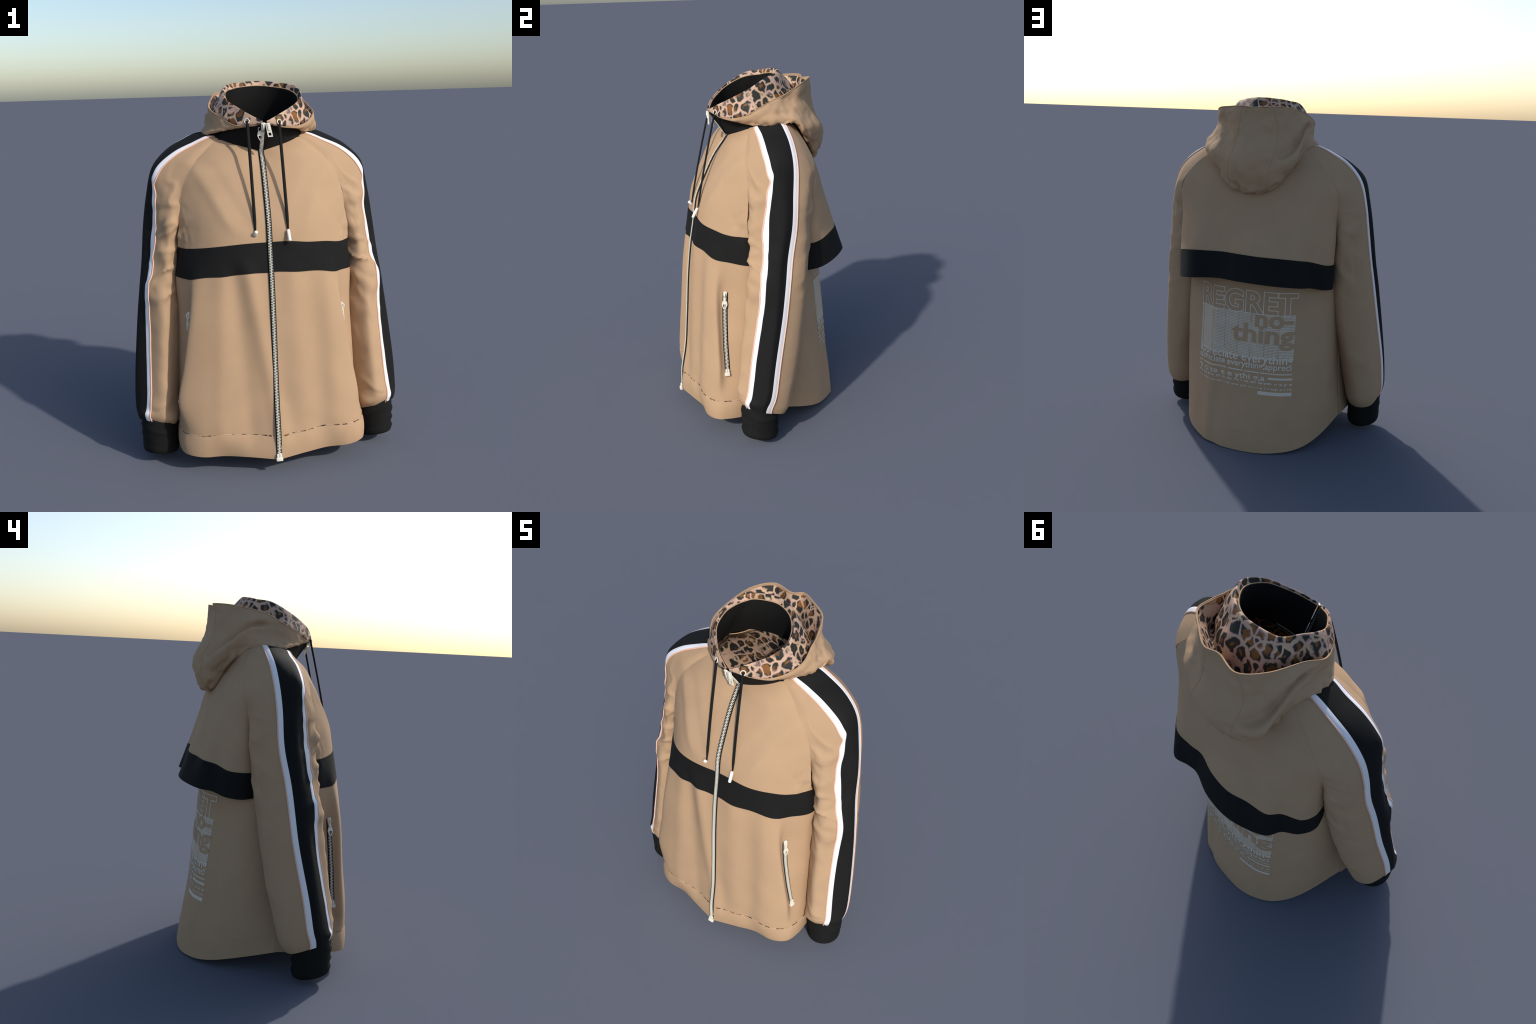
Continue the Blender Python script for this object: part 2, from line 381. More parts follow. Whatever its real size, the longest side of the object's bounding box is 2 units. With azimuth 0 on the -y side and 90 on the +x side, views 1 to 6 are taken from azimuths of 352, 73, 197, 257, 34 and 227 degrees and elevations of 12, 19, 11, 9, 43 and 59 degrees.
# full-width surface, columns from -x side to +x side
BACK_IN = [0, 0, 0, .004, .020, .018, 0]        # slimmer behind the right arm
def full(rows): return [[(-(x - k), y, z) for (x, y, z), k in zip(r[:0:-1], BACK_IN[:0:-1])] + list(r) for r in rows]
BACK = Surf(full([r[1] for r in BACK_ROWS]), BV, disp=back_asym)
UB = np.linspace(0, 12, 120)
sheet("back_panel", strip_between(BACK, 0.0, 1.76, UB, 100, -1.0), TAN, flip=True, thick=FABRIC)
v, f = tube_data(BACK.at(np.full(120, .127), UB, .0004, 1.0), .0012, 6); mesh_obj("hem_stitching", v, f, TAN)

# ---- storm flap over the back
FLAP_ROWS = [
 (.97, [(-.425,.125,.952),(-.452,.215,.946),(-.42,.295,.953),(-.36,.352,.970),(-.322,.425,.980),(-.21,.478,.990),(-.10,.497,.996),(.03,.482,.998),(.15,.437,.995),(.22,.438,.993),(.307,.452,.988),(.40,.37,.965),(.465,.26,.945),(.47,.15,.935)]),
 (1.13,[(-.44,.150,1.085),(-.452,.222,1.086),(-.424,.288,1.092),(-.348,.338,1.113),(-.30,.395,1.125),(-.195,.416,1.130),(-.09,.444,1.136),(.03,.434,1.140),(.14,.400,1.140),(.22,.405,1.140),(.325,.397,1.135),(.41,.33,1.12),(.475,.24,1.10),(.48,.15,1.09)]),
 (1.32,[(-.452,.168,1.30),(-.454,.217,1.30),(-.425,.262,1.305),(-.36,.308,1.31),(-.29,.345,1.315),(-.19,.364,1.32),(-.09,.374,1.32),(.03,.368,1.32),(.13,.361,1.32),(.21,.358,1.32),(.31,.342,1.32),(.41,.29,1.31),(.472,.225,1.30),(.475,.16,1.30)]),
 (1.52,[(-.450,.226,1.515),(-.43,.240,1.52),(-.38,.258,1.52),(-.32,.278,1.52),(-.25,.294,1.525),(-.17,.306,1.53),(-.08,.312,1.53),(.02,.312,1.53),(.10,.311,1.53),(.18,.305,1.53),(.27,.290,1.525),(.36,.265,1.52),(.44,.238,1.52),(.466,.224,1.512)]),
 (1.63,[(-.368,.209,1.627),(-.34,.216,1.628),(-.29,.229,1.632),(-.23,.243,1.637),(-.18,.254,1.64),(-.12,.262,1.643),(-.06,.267,1.645),(.01,.268,1.645),(.07,.266,1.645),(.13,.261,1.643),(.20,.250,1.638),(.28,.232,1.632),(.35,.214,1.628),(.38,.207,1.625)]),
 (1.74,[(-.245,.168,1.722),(-.23,.175,1.727),(-.20,.186,1.735),(-.165,.196,1.743),(-.13,.204,1.752),(-.09,.211,1.758),(-.045,.216,1.762),(0,.217,1.763),(.045,.216,1.762),(.09,.211,1.758),(.135,.203,1.75),(.185,.190,1.74),(.225,.177,1.728),(.245,.168,1.722)]),
]
FLAP = Surf([r[1] for r in FLAP_ROWS], [r[0] for r in FLAP_ROWS])
UF = np.linspace(0, 13, 130)
sheet("storm_flap", strip_between(FLAP, 1.129, 1.74, UF, 50, -1.0), TAN, flip=True, thick=.004)
sheet("flap_band", strip_between(FLAP, .97, 1.131, UF, 16, -1.0, .0022), BLACK, flip=True, thick=.009)

# ---- sleeves: closed rings; columns are
# 0 front seam, 1 front swell, 2 front edge of black stripe, 3 crown, 4 back edge, 5 back swell, 6 back seam, 7/8 underside back and front
SLEEVE_RINGS = [
 [(.222,-.064,1.706),(.241,-.050,1.714),(.268,-.026,1.723),(.292,.030,1.735),(.302,.085,1.740),(.280,.130,1.734),(.247,.168,1.722)],
 [(.293,-.102,1.642),(.319,-.080,1.667),(.347,-.028,1.692),(.372,.030,1.705),(.392,.085,1.706),(.366,.142,1.694),(.320,.192,1.674)],
 [(.368,-.131,1.563),(.410,-.102,1.594),(.458,-.040,1.640),(.478,.020,1.655),(.490,.080,1.646),(.460,.154,1.620),(.402,.217,1.590)],
 [(.427,-.138,1.435),(.478,-.115,1.478),(.552,-.045,1.553),(.566,.010,1.566),(.562,.072,1.552),(.530,.160,1.522),(.462,.224,1.500)],
 [(.438,-.130,1.315),(.497,-.140,1.350),(.572,-.050,1.420),(.605,.000,1.415),(.596,.055,1.410),(.566,.148,1.385),(.478,.203,1.370),(.43,.13,1.28),(.40,-.02,1.25)],
 [(.442,-.108,1.185),(.505,-.160,1.205),(.585,-.066,1.245),(.630,-.012,1.250),(.617,.042,1.250),(.582,.132,1.225),(.482,.188,1.220),(.42,.11,1.14),(.40,-.01,1.12)],
 [(.447,-.100,1.060),(.525,-.168,1.065),(.606,-.092,1.075),(.648,-.042,1.075),(.634,.006,1.075),(.598,.122,1.070),(.478,.168,1.065),(.405,.09,1.02),(.395,-.01,1.01)],
 [(.450,-.105,.93),(.538,-.184,.93),(.632,-.116,.93),(.668,-.066,.93),(.655,-.018,.93),(.608,.108,.93),(.482,.148,.93),(.403,.06,.90),(.395,-.03,.90)],
 [(.458,-.130,.75),(.547,-.216,.75),(.640,-.142,.75),(.688,-.096,.75),(.680,-.048,.75),(.625,.086,.75),(.500,.122,.75),(.418,.04,.74),(.41,-.05,.74)],
 [(.475,-.170,.50),(.562,-.255,.50),(.655,-.192,.50),(.708,-.146,.50),(.709,-.101,.50),(.655,.038,.50),(.545,.080,.50),(.467,0,.50),(.45,-.09,.50)],
 [(.488,-.195,.33),(.572,-.281,.33),(.666,-.228,.33),(.715,-.176,.33),(.719,-.133,.33),(.672,-.006,.33),(.575,.038,.33),(.497,-.03,.33),(.475,-.115,.33)],
 [(.513,-.252,.258),(.585,-.280,.272),(.673,-.246,.285),(.711,-.196,.275),(.713,-.156,.265),(.676,-.030,.232),(.590,.010,.220),(.512,-.05,.225),(.497,-.17,.23)],
 [(.528,-.236,.215),(.592,-.260,.230),(.668,-.238,.248),(.702,-.196,.238),(.703,-.162,.228),(.666,-.052,.182),(.592,-.022,.17),(.527,-.07,.175),(.513,-.17,.185)],
]
NECK_RING = [(.213,-.060,1.706),(.226,-.038,1.716),(.236,-.012,1.722),(.243,.040,1.731),(.241,.080,1.737),(.233,.110,1.741),(.203,.147,1.745)]
KNOTS = np.concatenate([[-.6], np.arange(0, 5, .25), np.arange(5, 13)])
def edge_at_z(surf, u, z, lo, hi):
    vs = np.linspace(lo, hi, 120); zz = surf.at(vs, np.full(120, u))[:, 2]
    return float(np.interp(z, zz, vs))
def sleeve_rings(s):
    """Mirror for the side; on the yoke the two raglan seams follow the edges of front panel and flap exactly."""
    coarse = []
    for r in [NECK_RING] + SLEEVE_RINGS:
        r = [np.array((s * x, y, z), float) for x, y, z in r]
        if len(r) == 7: r += [r[6] * (.93, .7, .99), r[0] * (.93, .7, .99)]
        coarse.append(r)
    fine = hermite(np.concatenate([[-.6], np.arange(len(SLEEVE_RINGS))]), np.array(coarse), KNOTS)
    uB, uBi = (13.0, 12.1) if s > 0 else (0.0, 0.9)
    for i, k in enumerate(KNOTS):
        if k < 0 or k > 4.4: continue
        wF, wB = 1 - sstep(k, 3.2, 4.4), 1 - sstep(k, 3.3, 4.4)
        v = edge_at_z(FRONT[s], 7.0, fine[i, 0, 2], 1.12, 1.68)
        F = FRONT[s].at([v], [7.0])[0]; Fi = FRONT[s].at([v], [6.25])[0] - FRONT[s].normal(np.array([v]), np.array([6.25]))[0] * fsign(s) * (.004 + .030 * sstep(k, 2.2, 3.2))
        fine[i, 0] = fine[i, 0] * (1 - wF) + F * wF; fine[i, 8] = fine[i, 8] * (1 - wF) + Fi * wF
        v = edge_at_z(FLAP, uB, fine[i, 6, 2], 1.0, 1.74)
        B = FLAP.at([v], [uB])[0]; Bi = FLAP.at([v], [uBi])[0] + FLAP.normal(np.array([v]), np.array([uBi]))[0] * (.004 + .030 * sstep(k, 2.2, 3.2))
        fine[i, 6] = fine[i, 6] * (1 - wB) + B * wB; fine[i, 7] = fine[i, 7] * (1 - wB) + Bi * wB
    return fine
NR = len(SLEEVE_RINGS)
def sleeve_folds_for(s):
    def f(p, v, u, n):
        q = p.copy(); um = np.mod(u, 9)
        body = sstep(v, 1.5, 3.2) * (1 - sstep(v, 10.0, 11.2))
        front = np.exp(-((um - .9) / 1.1)**2) + np.exp(-((um - 9.9) / 1.1)**2)
        back = .55 * np.exp(-((um - 5.6) / .9)**2)
        for i in range(len(p)):
            a = body[i] * (front[i] + back[i])
            if a > .02:
                z = p[i][2]; x = p[i][0] * s
                # slanting creases that gather at the inside of the elbow and under the arm
                w = math.sin(38 * z + 14 * p[i][1] + 5 * fbm(p[i], 4, 2.0 * s))
                amt = .35 + .9 * math.exp(-((z - 1.0) / .16)**2) + .8 * math.exp(-((z - 1.3) / .12)**2)
                crease = 1 - abs(fbm((p[i][0] * .8, p[i][1] * .6, p[i][2] * 1.1 + .5 * s * p[i][0]), 8, 11.0 + 3 * s, 1)) * 5
                q[i] = q[i] + n[i] * a * amt * .012 * max(crease, 0)
                q[i] = q[i] + n[i] * a * amt * (.0028 * w + .0095 * fbm(p[i], 11, 5.0 + s))
        # a kink where stripe and shoulder break
        k = np.exp(-((v - 6.9) / .55)**2) * np.exp(-((um - 1.6) / .7)**2)
        q = q + n * (k * .012)[:, None]
        return q
    return f

def stripe_edges(v, s):
    """u positions of the stripe borders, gently wavering."""
    v = np.asarray(v, float)
    wob = .05 * np.sin(v * 1.9 + s) * sstep(v, 2.5, 4)
    return 2.0 + wob + .10 * np.exp(-((v - 3.35) / .22)**2) - .10 * np.exp(-((v - 4.6) / .5)**2), 4.0 + .4 * wob

def u_width(S, v, u, d, sign):
    """u step that covers about d metres along the ring."""
    e = .05
    a = np.linalg.norm(S.raw(v, u + sign * e) - S.raw(v, u), axis=1) / e
    return sign * d / np.maximum(a, 1e-4)

SLEEVE = {}
VS = np.concatenate([np.linspace(-.6, 4, 56), np.linspace(4, NR - 1, 92)[1:]])
for s in (1, -1):
    S = Surf(sleeve_rings(s), KNOTS, closed=True, disp=sleeve_folds_for(s)); SLEEVE[s] = S
    sg = -1.0 if s > 0 else 1.0
    fl = s < 0
    uf, ub = stripe_edges(VS, s)
    pf = uf + u_width(S, VS, uf, .026, -1); pb = ub + u_width(S, VS, ub, .0255, 1); pf = pf + .12 * np.exp(-((VS - 3.55) / .16)**2) - .07 * np.exp(-((VS - 5.2) / .3)**2)
    def cols(lo, hi, n, off):
        W = np.linspace(0, 1, n); U = lo[:, None] * (1 - W) + hi[:, None] * W
        V = np.repeat(VS[:, None], n, 1)
        o = np.broadcast_to(np.asarray(off, float), U.shape).ravel()
        return S.at(V.ravel(), U.ravel(), o, sg).reshape(len(VS), n, 3)
    six, nine = 0 * VS + 6.0, 0 * VS + 9.0
    G = np.concatenate([cols(pb - .01, six, 26, 0.0), cols(six, nine, 22, 0.0)[:, 1:], cols(nine, pf + 9.01, 30, 0.0)[:, 1:]], axis=1)
    nv, nu = G.shape[:2]; faces = []
    for q, face in enumerate(grid_faces(nv, nu, False, not fl)):
        i, j = divmod(q, nu - 1)
        if VS[i] < 3.3 and 25 <= j < 46: continue      # open towards the body
        faces.append(face)
    body = mesh_obj("sleeve", G.reshape(-1, 3), faces, TAN)
    m = body.modifiers.new("cloth_thickness", 'SOLIDIFY'); m.thickness = FABRIC; m.offset = -1; crisp_rim(body)
    sheet("side_stripe", cols(uf - .02, ub + .02, 26, .0005), BLACK, body, flip=not fl, thick=.004)
    bulge = .0012 + .0015 * np.sin(np.pi * np.linspace(0, 1, 7))[None]
    sheet("white_stripe", cols(pf, uf, 7, bulge), WHITE, body, flip=not fl, thick=.004)
    sheet("white_stripe", cols(ub, pb, 7, bulge), WHITE, body, flip=not fl, thick=.004)
    for e in (pf, pb):
        v, f = tube_data(S.at(VS, e, .0016, sg), .0036, 8); mesh_obj("piping", v, f, PINK, body)
    # raglan seams: a fine ridge where sleeve meets front and flap
    vv = np.linspace(-.3, 3.2, 90)
    for u0 in (0.0, 6.0):
        v, f = tube_data(S.at(vv, np.full(90, u0), -.0002, sg), .0011, 6); mesh_obj("raglan_seam", v, f, TAN, body)
    # cuff: ribbed knit tube that slumps into rolls
    rows = []
    for z, r in ((.275, .086), (.25, .094), (.225, .099), (.20, .101), (.18, .102), (.165, .104), (.145, .100), (.12, .1015), (.095, .098), (.07, .100), (.05, .098), (.038, .094), (.034, .088), (.045, .082), (.12, .080), (.2, .078)):
        ring = []
        for k in range(72):
            th = 2 * math.pi * k / 72; c, sn = math.cos(th), math.sin(th)
            roll = .004 * math.sin(z * 110 + 1.5 * math.sin(th * 2 + s)) * (z > .05) * (r > .09)
            rr = r + roll + .0008 * math.cos(36 * th)
            slant = .020 * sn * -1 + .008 * c
            ring.append((s * (.600 + rr * .97 * c), -.168 - .02 * (.2 - z) + rr * 1.02 * sn, z + (slant + .008) * (1 - z / .3)))
        rows.append(ring)
    sheet("cuff", np.array(rows), BLACK_KNIT, body, closed=True, flip=s > 0)

# ---- lining inside the body: from hem up to the neck
LV = np.linspace(0, 1, 60); rows = []
for w in LV:
    fv = .09 + w * (1.68 - .09); bv = .01 + w * (1.76 - .01)
    ring = []
    for s in (1, -1):
        f = FRONT[s].at(np.full(14, fv), np.linspace(0.0, 7, 14), -.013, fsign(s))
        ub = np.linspace(12, 6, 14) if s > 0 else np.linspace(0, 6, 14)
        b = BACK.at(np.full(14, bv), ub, -.013, -1.0)
        mid = [(f[-1] * (1 - t) + b[0] * t) * (1 - .06 * math.sin(math.pi * t), 1, 1) for t in np.linspace(.1, .9, 6)]
        half = list(f) + mid + list(b)
        ring += half if s > 0 else half[::-1][1:]
    rows.append(ring)
sheet("body_lining", np.array(rows), LEO, flip=True)

# ---- collar and hood: 19 stations from the zip round +x, the back, and -x to the zip again
NECK = [(.012,-.126,1.655),(.06,-.121,1.664),(.125,-.104,1.680),(.185,-.076,1.698),(.222,-.040,1.715),(.240,.0,1.725),(.245,.05,1.735),(.23,.11,1.745),(.16,.165,1.757),(.08,.195,1.763),(0,.202,1.765)]
NECK = NECK + [(-x, y, z) for x, y, z in NECK[-2::-1]]
RIM = [(.018,-.228,1.788),(.055,-.212,1.803),(.10,-.187,1.824),(.15,-.152,1.848),(.195,-.108,1.875),(.216,-.045,1.902),(.208,.01,1.928),(.178,.062,1.948),(.128,.112,1.960),(.062,.142,1.970),(0,.144,1.972),
       (-.08,.130,1.965),(-.116,.105,1.957),(-.146,.045,1.950),(-.166,-.015,1.930),(-.160,-.090,1.893),(-.113,-.155,1.855),(-.070,-.195,1.826),(-.004,-.230,1.788)]
EDGE = [(.022,-.224,1.785),(.103,-.199,1.766),(.19,-.158,1.762),(.26,-.088,1.782),(.303,-.022,1.826),(.293,.062,1.862),(.287,.128,1.885),(.250,.232,1.932),(.155,.302,1.943),(.074,.345,1.947),(.01,.325,1.941),
        (-.108,.344,1.948),(-.192,.248,1.941),(-.231,.10,1.912),(-.252,0,1.865),(-.205,-.092,1.822),(-.138,-.168,1.778),(-.06,-.210,1.775),(-.004,-.226,1.785)]
WAIST = [(.022,-.225,1.784),(.104,-.1995,1.763),(.193,-.157,1.758),(.263,-.087,1.774),(.310,-.018,1.800),(.310,.066,1.822),(.298,.140,1.828),(.258,.235,1.838),(.172,.304,1.835),(.100,.350,1.835),(0,.347,1.832),
         (-.122,.345,1.805),(-.205,.262,1.805),(-.252,.158,1.848),(-.254,.03,1.826),(-.222,-.080,1.792),(-.145,-.163,1.770),(-.061,-.211,1.773),(-.004,-.226,1.784)]
BULGE = [(.022,-.224,1.783),(.104,-.199,1.762),(.194,-.154,1.753),(.258,-.082,1.757),(.306,-.012,1.768),(.336,.080,1.768),(.347,.158,1.768),(.315,.250,1.725),(.240,.345,1.690),(.130,.405,1.655),(0,.427,1.648),
         (-.115,.410,1.650),(-.236,.335,1.690),(-.262,.188,1.780),(-.252,.03,1.778),(-.228,-.076,1.768),(-.150,-.156,1.764),(-.061,-.210,1.772),(-.004,-.226,1.783)]
LOWER = [(.022,-.223,1.782),(.103,-.197,1.761),(.190,-.146,1.749),(.240,-.074,1.735),(.292,-.012,1.730),(.326,.082,1.730),(.344,.160,1.733),(.318,.216,1.680),(.222,.292,1.600),(.112,.346,1.500),(0,.362,1.474),
         (-.090,.346,1.485),(-.218,.290,1.622),(-.256,.185,1.722),(-.280,.015,1.734),(-.238,-.072,1.745),(-.150,-.140,1.758),(-.060,-.206,1.771),(-.004,-.224,1.782)]
N = 19
RIM, EDGE, WAIST, BULGE, LOWER, NECK = (np.array(a, float)[:N] for a in (RIM, EDGE, WAIST, BULGE, LOWER, NECK)) if len(NECK) == 19 else [
    np.array(a, float) if len(a) == N else hermite(np.linspace(0, N - 1, len(a)), a, np.arange(N)) for a in (RIM, EDGE, WAIST, BULGE, LOWER, NECK)]
C0 = np.array([0, .03, 0])
def outward(P):
    d = (P - C0) * (1, 1, 0); return d / np.linalg.norm(d, axis=1, keepdims=True)
backness = sstep(EDGE[:, 1], -.10, .16)[:, None]
Z = np.array([0, 0, 1.0])
# black stand collar, inner face up to the rim, outer face visible above the front neck seam
mid = NECK * .47 + RIM * .53 + outward(RIM) * (.003 - .013 * sstep(EDGE[:, 1], -.16, -.06)[:, None])
UC = np.linspace(0, N - 1, 150)
collar_surf = Surf([NECK - Z * .012, mid, RIM])
sheet("collar", collar_surf.grid(np.linspace(0, 2, 26), UC, .0, 1.0), BLACK, flip=False, thick=.010, offset=0)

def hood_wrinkle(amp, scale, seed):
    def f(p, v, u, n):
        q = p.copy()
        w = sstep(v, 0, .35) * (1 - sstep(v, 3.4, 4.0))
        ends = sstep(u, 1.5, 4) * (1 - sstep(u, 14.5, 17)); lip = np.exp(-((v - 2.85) / .45)**2)
        # long creases that run from the hood edge down towards the back, n points inwards here
        for (ua, va), (ub, vb), wd, dep in (((13.3, .85), (11.5, 1.75), .27, .032), ((12.6, 1.3), (11.8, 2.3), .35, -.012), ((7.4, .7), (8.8, 1.5), .40, .016), ((5.2, 1.6), (7.5, 1.5), .3, .010)):
            d = np.array([ub - ua, vb - va]); L2 = d @ d
            t = np.clip(((u - ua) * d[0] + (v - va) * d[1]) / L2, 0, 1)
            dist2 = (u - ua - t * d[0])**2 + ((v - va - t * d[1]) * 1.2)**2
            q = q + n * (dep * np.exp(-dist2 / wd**2))[:, None]
        for i in range(len(p)):
            a = w[i] * ends[i]
            if a > .01: q[i] = q[i] + n[i] * a * (amp * fbm(p[i], scale, seed, 3) + 1.5 * amp * fbm(p[i] * (1, 1, .4), 28, 2.7) * lip[i])
        return q
    return f
# outer shell of the hood: edge, waist crease, bulge, lower lip, tucked underneath to the neck
tuck = LOWER * .45 + (NECK + outward(NECK) * .012) * .55
inw = sstep(EDGE[:, 1], -.17, -.02)[:, None]
tuck = LOWER + ((NECK - LOWER) * .45 + Z * .012 * backness) * inw + (1 - inw) * (Z * .006 - outward(LOWER) * .003)
hood_surf = Surf([EDGE, WAIST, BULGE, LOWER, tuck], [0, 1, 2, 3, 4], disp=hood_wrinkle(.012, 9.0, 4.2))
UH = np.linspace(0, N - 1, 190)
hood = sheet("hood", hood_surf.grid(np.linspace(0, 4, 84), UH), TAN, thick=.006, flip=True)
# lining: rolls over the collar rim, drops into the gap, climbs to the hood edge
roll = RIM + outward(RIM) * (.010 + .012 * backness) + Z * (.010 + .016 * backness)
deep = backness**1.5
wall = RIM + (EDGE - RIM) * (.50 - .10 * deep) - Z * (.050 * deep) + outward(RIM) * .010
gap = RIM + (EDGE - RIM) * (.84 - .16 * deep) - Z * (.002 + .150 * deep) + outward(RIM) * .006
inner = EDGE - outward(EDGE) * (.006 + .022 * deep) - Z * (.002 + .07 * deep)
def lining_folds(p, v, u, n):
    q = p.copy(); m = sstep(u, 3.5, 6.5) * (1 - sstep(u, 12, 14.5)) * sstep(v, 1.1, 2.0) * (1 - sstep(v, 3.2, 4))
    for i in range(len(p)):
        if m[i] > .01: q[i] = q[i] + n[i] * m[i] * (.010 * fbm(p[i], 8, 9.1, 2) + .006 * math.sin(2.2 * u[i] + 1.5 * v[i]))
    return q
lin_surf = Surf([RIM + Z * .001, roll, wall, gap, inner, EDGE - outward(EDGE) * .0015 + Z * .002], disp=lining_folds)
sheet("hood_lining", lin_surf.grid(np.linspace(0, 5, 90), UH), LEO, hood, thick=.003, flip=True)
# hemmed edges: thin bead along collar rim and hood opening
v, f = tube_data(RIM_P := collar_surf.grid([2.0], UC)[0] + np.array([0, 0, .003]), .0026, 6); mesh_obj("collar_edging", v, f, TAN)
v, f = tube_data(hood_surf.grid([0.0], UH)[0] + np.array([0, 0, .001]), .0026, 6); mesh_obj("hood_edging", v, f, TAN, hood)
# centre-panel seams down the back of the hood
for u0 in (9.0, 11.0):
    vv = np.linspace(.02, 3.0, 80)
    P = hood_surf.at(vv, u0 + .15 * np.sin(vv * 1.3), .0003, 1.0)
    v, f = tube_data(P, .0022, 6); mesh_obj("hood_seam", v, f, TAN, hood)

# ---- main zipper: follows the centre front up to the collar rim
zv = np.linspace(.085, 1.68, 400)
zl = FRONT[1].at(zv, np.zeros(400)); zl[:, 0] = 0
zc = collar_surf.grid(np.linspace(0.05, 1.97, 60), [0.0])[:, 0]; zc[:, 0] = 0; zc = zc + np.array([0, -.004, 0])
ZP = np.concatenate([zl, zc]); ZP[:, 1] -= .002
seg = np.concatenate([[0], np.cumsum(np.linalg.norm(np.diff(ZP, axis=0), axis=1))])
def zip_at(d):
    return np.stack([np.interp(d, seg, ZP[:, k]) for k in range(3)], -1)
def smooth_line(P, k=5):
    q = P.copy()
    for _ in range(k): q[1:-1] = .25 * q[:-2] + .5 * q[1:-1] + .25 * q[2:]
    return q
def zipper(name, P, normals_fn, width, pitch, parent):
    """Tape with interlocking teeth along a polyline. Returns frame function."""
    d = np.concatenate([[0], np.cumsum(np.linalg.norm(np.diff(P, axis=0), axis=1))])
    def at(t): return np.stack([np.interp(t, d, P[:, k]) for k in range(3)], -1)
    def frame(t):
        c = at(np.array([t]))[0]; T = at(np.array([min(t + .006, d[-1])]))[0] - at(np.array([max(t - .006, 0)]))[0]
        T /= np.linalg.norm(T); n = normals_fn(c); n = n - T * (n @ T); n /= np.linalg.norm(n)
        return c, np.cross(T, n), n, T          # centre, across, out, along
    ts = np.linspace(0, d[-1], int(d[-1] / .012)); rows = []
    for t in ts:
        c, a, n, T = frame(t)
        rows.append([c + a * x + n * h for x, h in ((-width/2, .001), (-width/2, .004), (-.001, .0045), (.001, .0045), (width/2, .004), (width/2, .001))])
    tape = sheet("zipper_tape", np.array(rows), BLACK, parent, flip=False)
    parts = []
    t = .004; side = 1
    while t < d[-1] - .004:
        c, a, n, T = frame(t)
        w = width * .34
        parts.append(box_data(c + a * side * w * .47 + n * .0062, a, -n, T, w, .0040, pitch * .36, .25))
        t += pitch / 2; side = -side
    # continuous ridge where the teeth interlock
    core = [frame(t)[0] + frame(t)[2] * .0068 for t in np.linspace(.004, d[-1] - .004, int(d[-1] / .02))]
    parts.append(tube_data(core, width * .055, 6))
    v, f = merge(parts); mesh_obj("zipper_teeth", v, f, METAL, parent, smooth=False, stuff=True)
    return frame, d[-1]

def empty(name, parent=None):
    return place(bpy.data.objects.new(name, None), parent)

def box_stop(frame, parent, w=.030):
    c, a, n, T = frame(.004)
    parts = [box_data(c + n * .009 + T * .000, a, -n, T, w, .014, .018, .12),
             box_data(c + n * .008 + T * .018 - a * w * .21, a, -n, T, w * .36, .010, .024, .2),
             box_data(c + n * .008 + T * .018 + a * w * .21, a, -n, T, w * .36, .010, .024, .2),
             box_data(c + n * .0165, a, -n, T, w * .5, .003, .008, .2)]
    v, f = merge(parts); mesh_obj("zipper_end_box", v, f, METAL, parent, smooth=False)

def slider(c, a, n, T, w):
    """Shield-shaped slider body with a bridge."""
    out = [(-.55, .9), (-.2, 1.0), (.2, 1.0), (.55, .9), (.62, .3), (.42, -.7), (.2, -1.0), (-.2, -1.0), (-.42, -.7), (-.62, .3)]
    V = []
    for h, k in ((.004, 1.0), (.011, 1.0), (.0135, .8)):
        V += [c + a * x * w * k * .62 + T * y * w * .72 * k + n * h for x, y in out]
    m = len(out); F = grid_faces(3, m, True) + [tuple(range(2*m, 3*m))]
    br = [c + n * (.012 + .010 * math.sin(math.pi * q)) + T * (q - .5) * w * 1.05 for q in np.linspace(0, 1, 9)]
    return merge([(V, F), tube_data(br, w * .13, 8)])

def diamond_pull(c, a, n, T, L):
    """Long lozenge pull tab with an open lower half and a wire link on top."""
    o = [(-.10, .5), (.10, .5), (.24, .30), (.30, .0), (.20, -.3), (.08, -.5), (-.08, -.5), (-.20, -.3), (-.30, .0), (-.24, .30)]
    h = [(-.03, .02), (.03, .02), (.10, .03), (.19, -.03), (.12, -.28), (.04, -.41), (-.04, -.41), (-.12, -.28), (-.19, -.03), (-.10, .03)]
    pl = plate_with_hole([(x*L, z*L) for x, z in o], [(x*L, z*L) for x, z in h], c, a, n, T, .005)
    ring = [c + T * L * (.62 + .22 * math.sin(q)) + a * L * .13 * math.cos(q) for q in np.linspace(0, 2*math.pi, 17)]
    return merge([pl, tube_data(ring, L * .035, 6, False)])

front_zip = empty("front_zipper")
frame, zlen = zipper("front_zipper", smooth_line(ZP), lambda c: np.array([0, -1., .0]) if c[2] < 1.2 else (np.array([0, -.9, .45]) if c[2] < 1.63 else np.array([0, -.85, -.5])), .029, .0080, front_zip)
box_stop(frame, front_zip, .034)
c, a, n, T = frame(zlen - .014)
v, f = slider(c, a, n, T, .030); mesh_obj("zipper_slider", v, f, METAL, front_zip, smooth=False)
up = np.array([0, 0, 1.0])
pa = np.array([.96, -.1, .05]); pa /= np.linalg.norm(pa)
pT = np.array([-.19, .03, .98]); pT /= np.linalg.norm(pT); pn = np.cross(pa, pT); 
o = [(-.011, .034), (.011, .034), (.0125, -.012), (.0125, -.036), (-.0125, -.036), (-.0125, -.012)]
h = [(-.003, -.014), (.003, -.014), (.0065, -.016), (.0065, -.029), (-.0065, -.029), (-.0065, -.016)]
v, f = merge([plate_with_hole(o, h, (.028, -.243, 1.753), pa, pn, pT, .006), box_data(np.array((.025, -.246, 1.768)), pa, pn, pT, .008, .008, .036)])
mesh_obj("zipper_pull", v, f, METAL, front_zip, smooth=False)
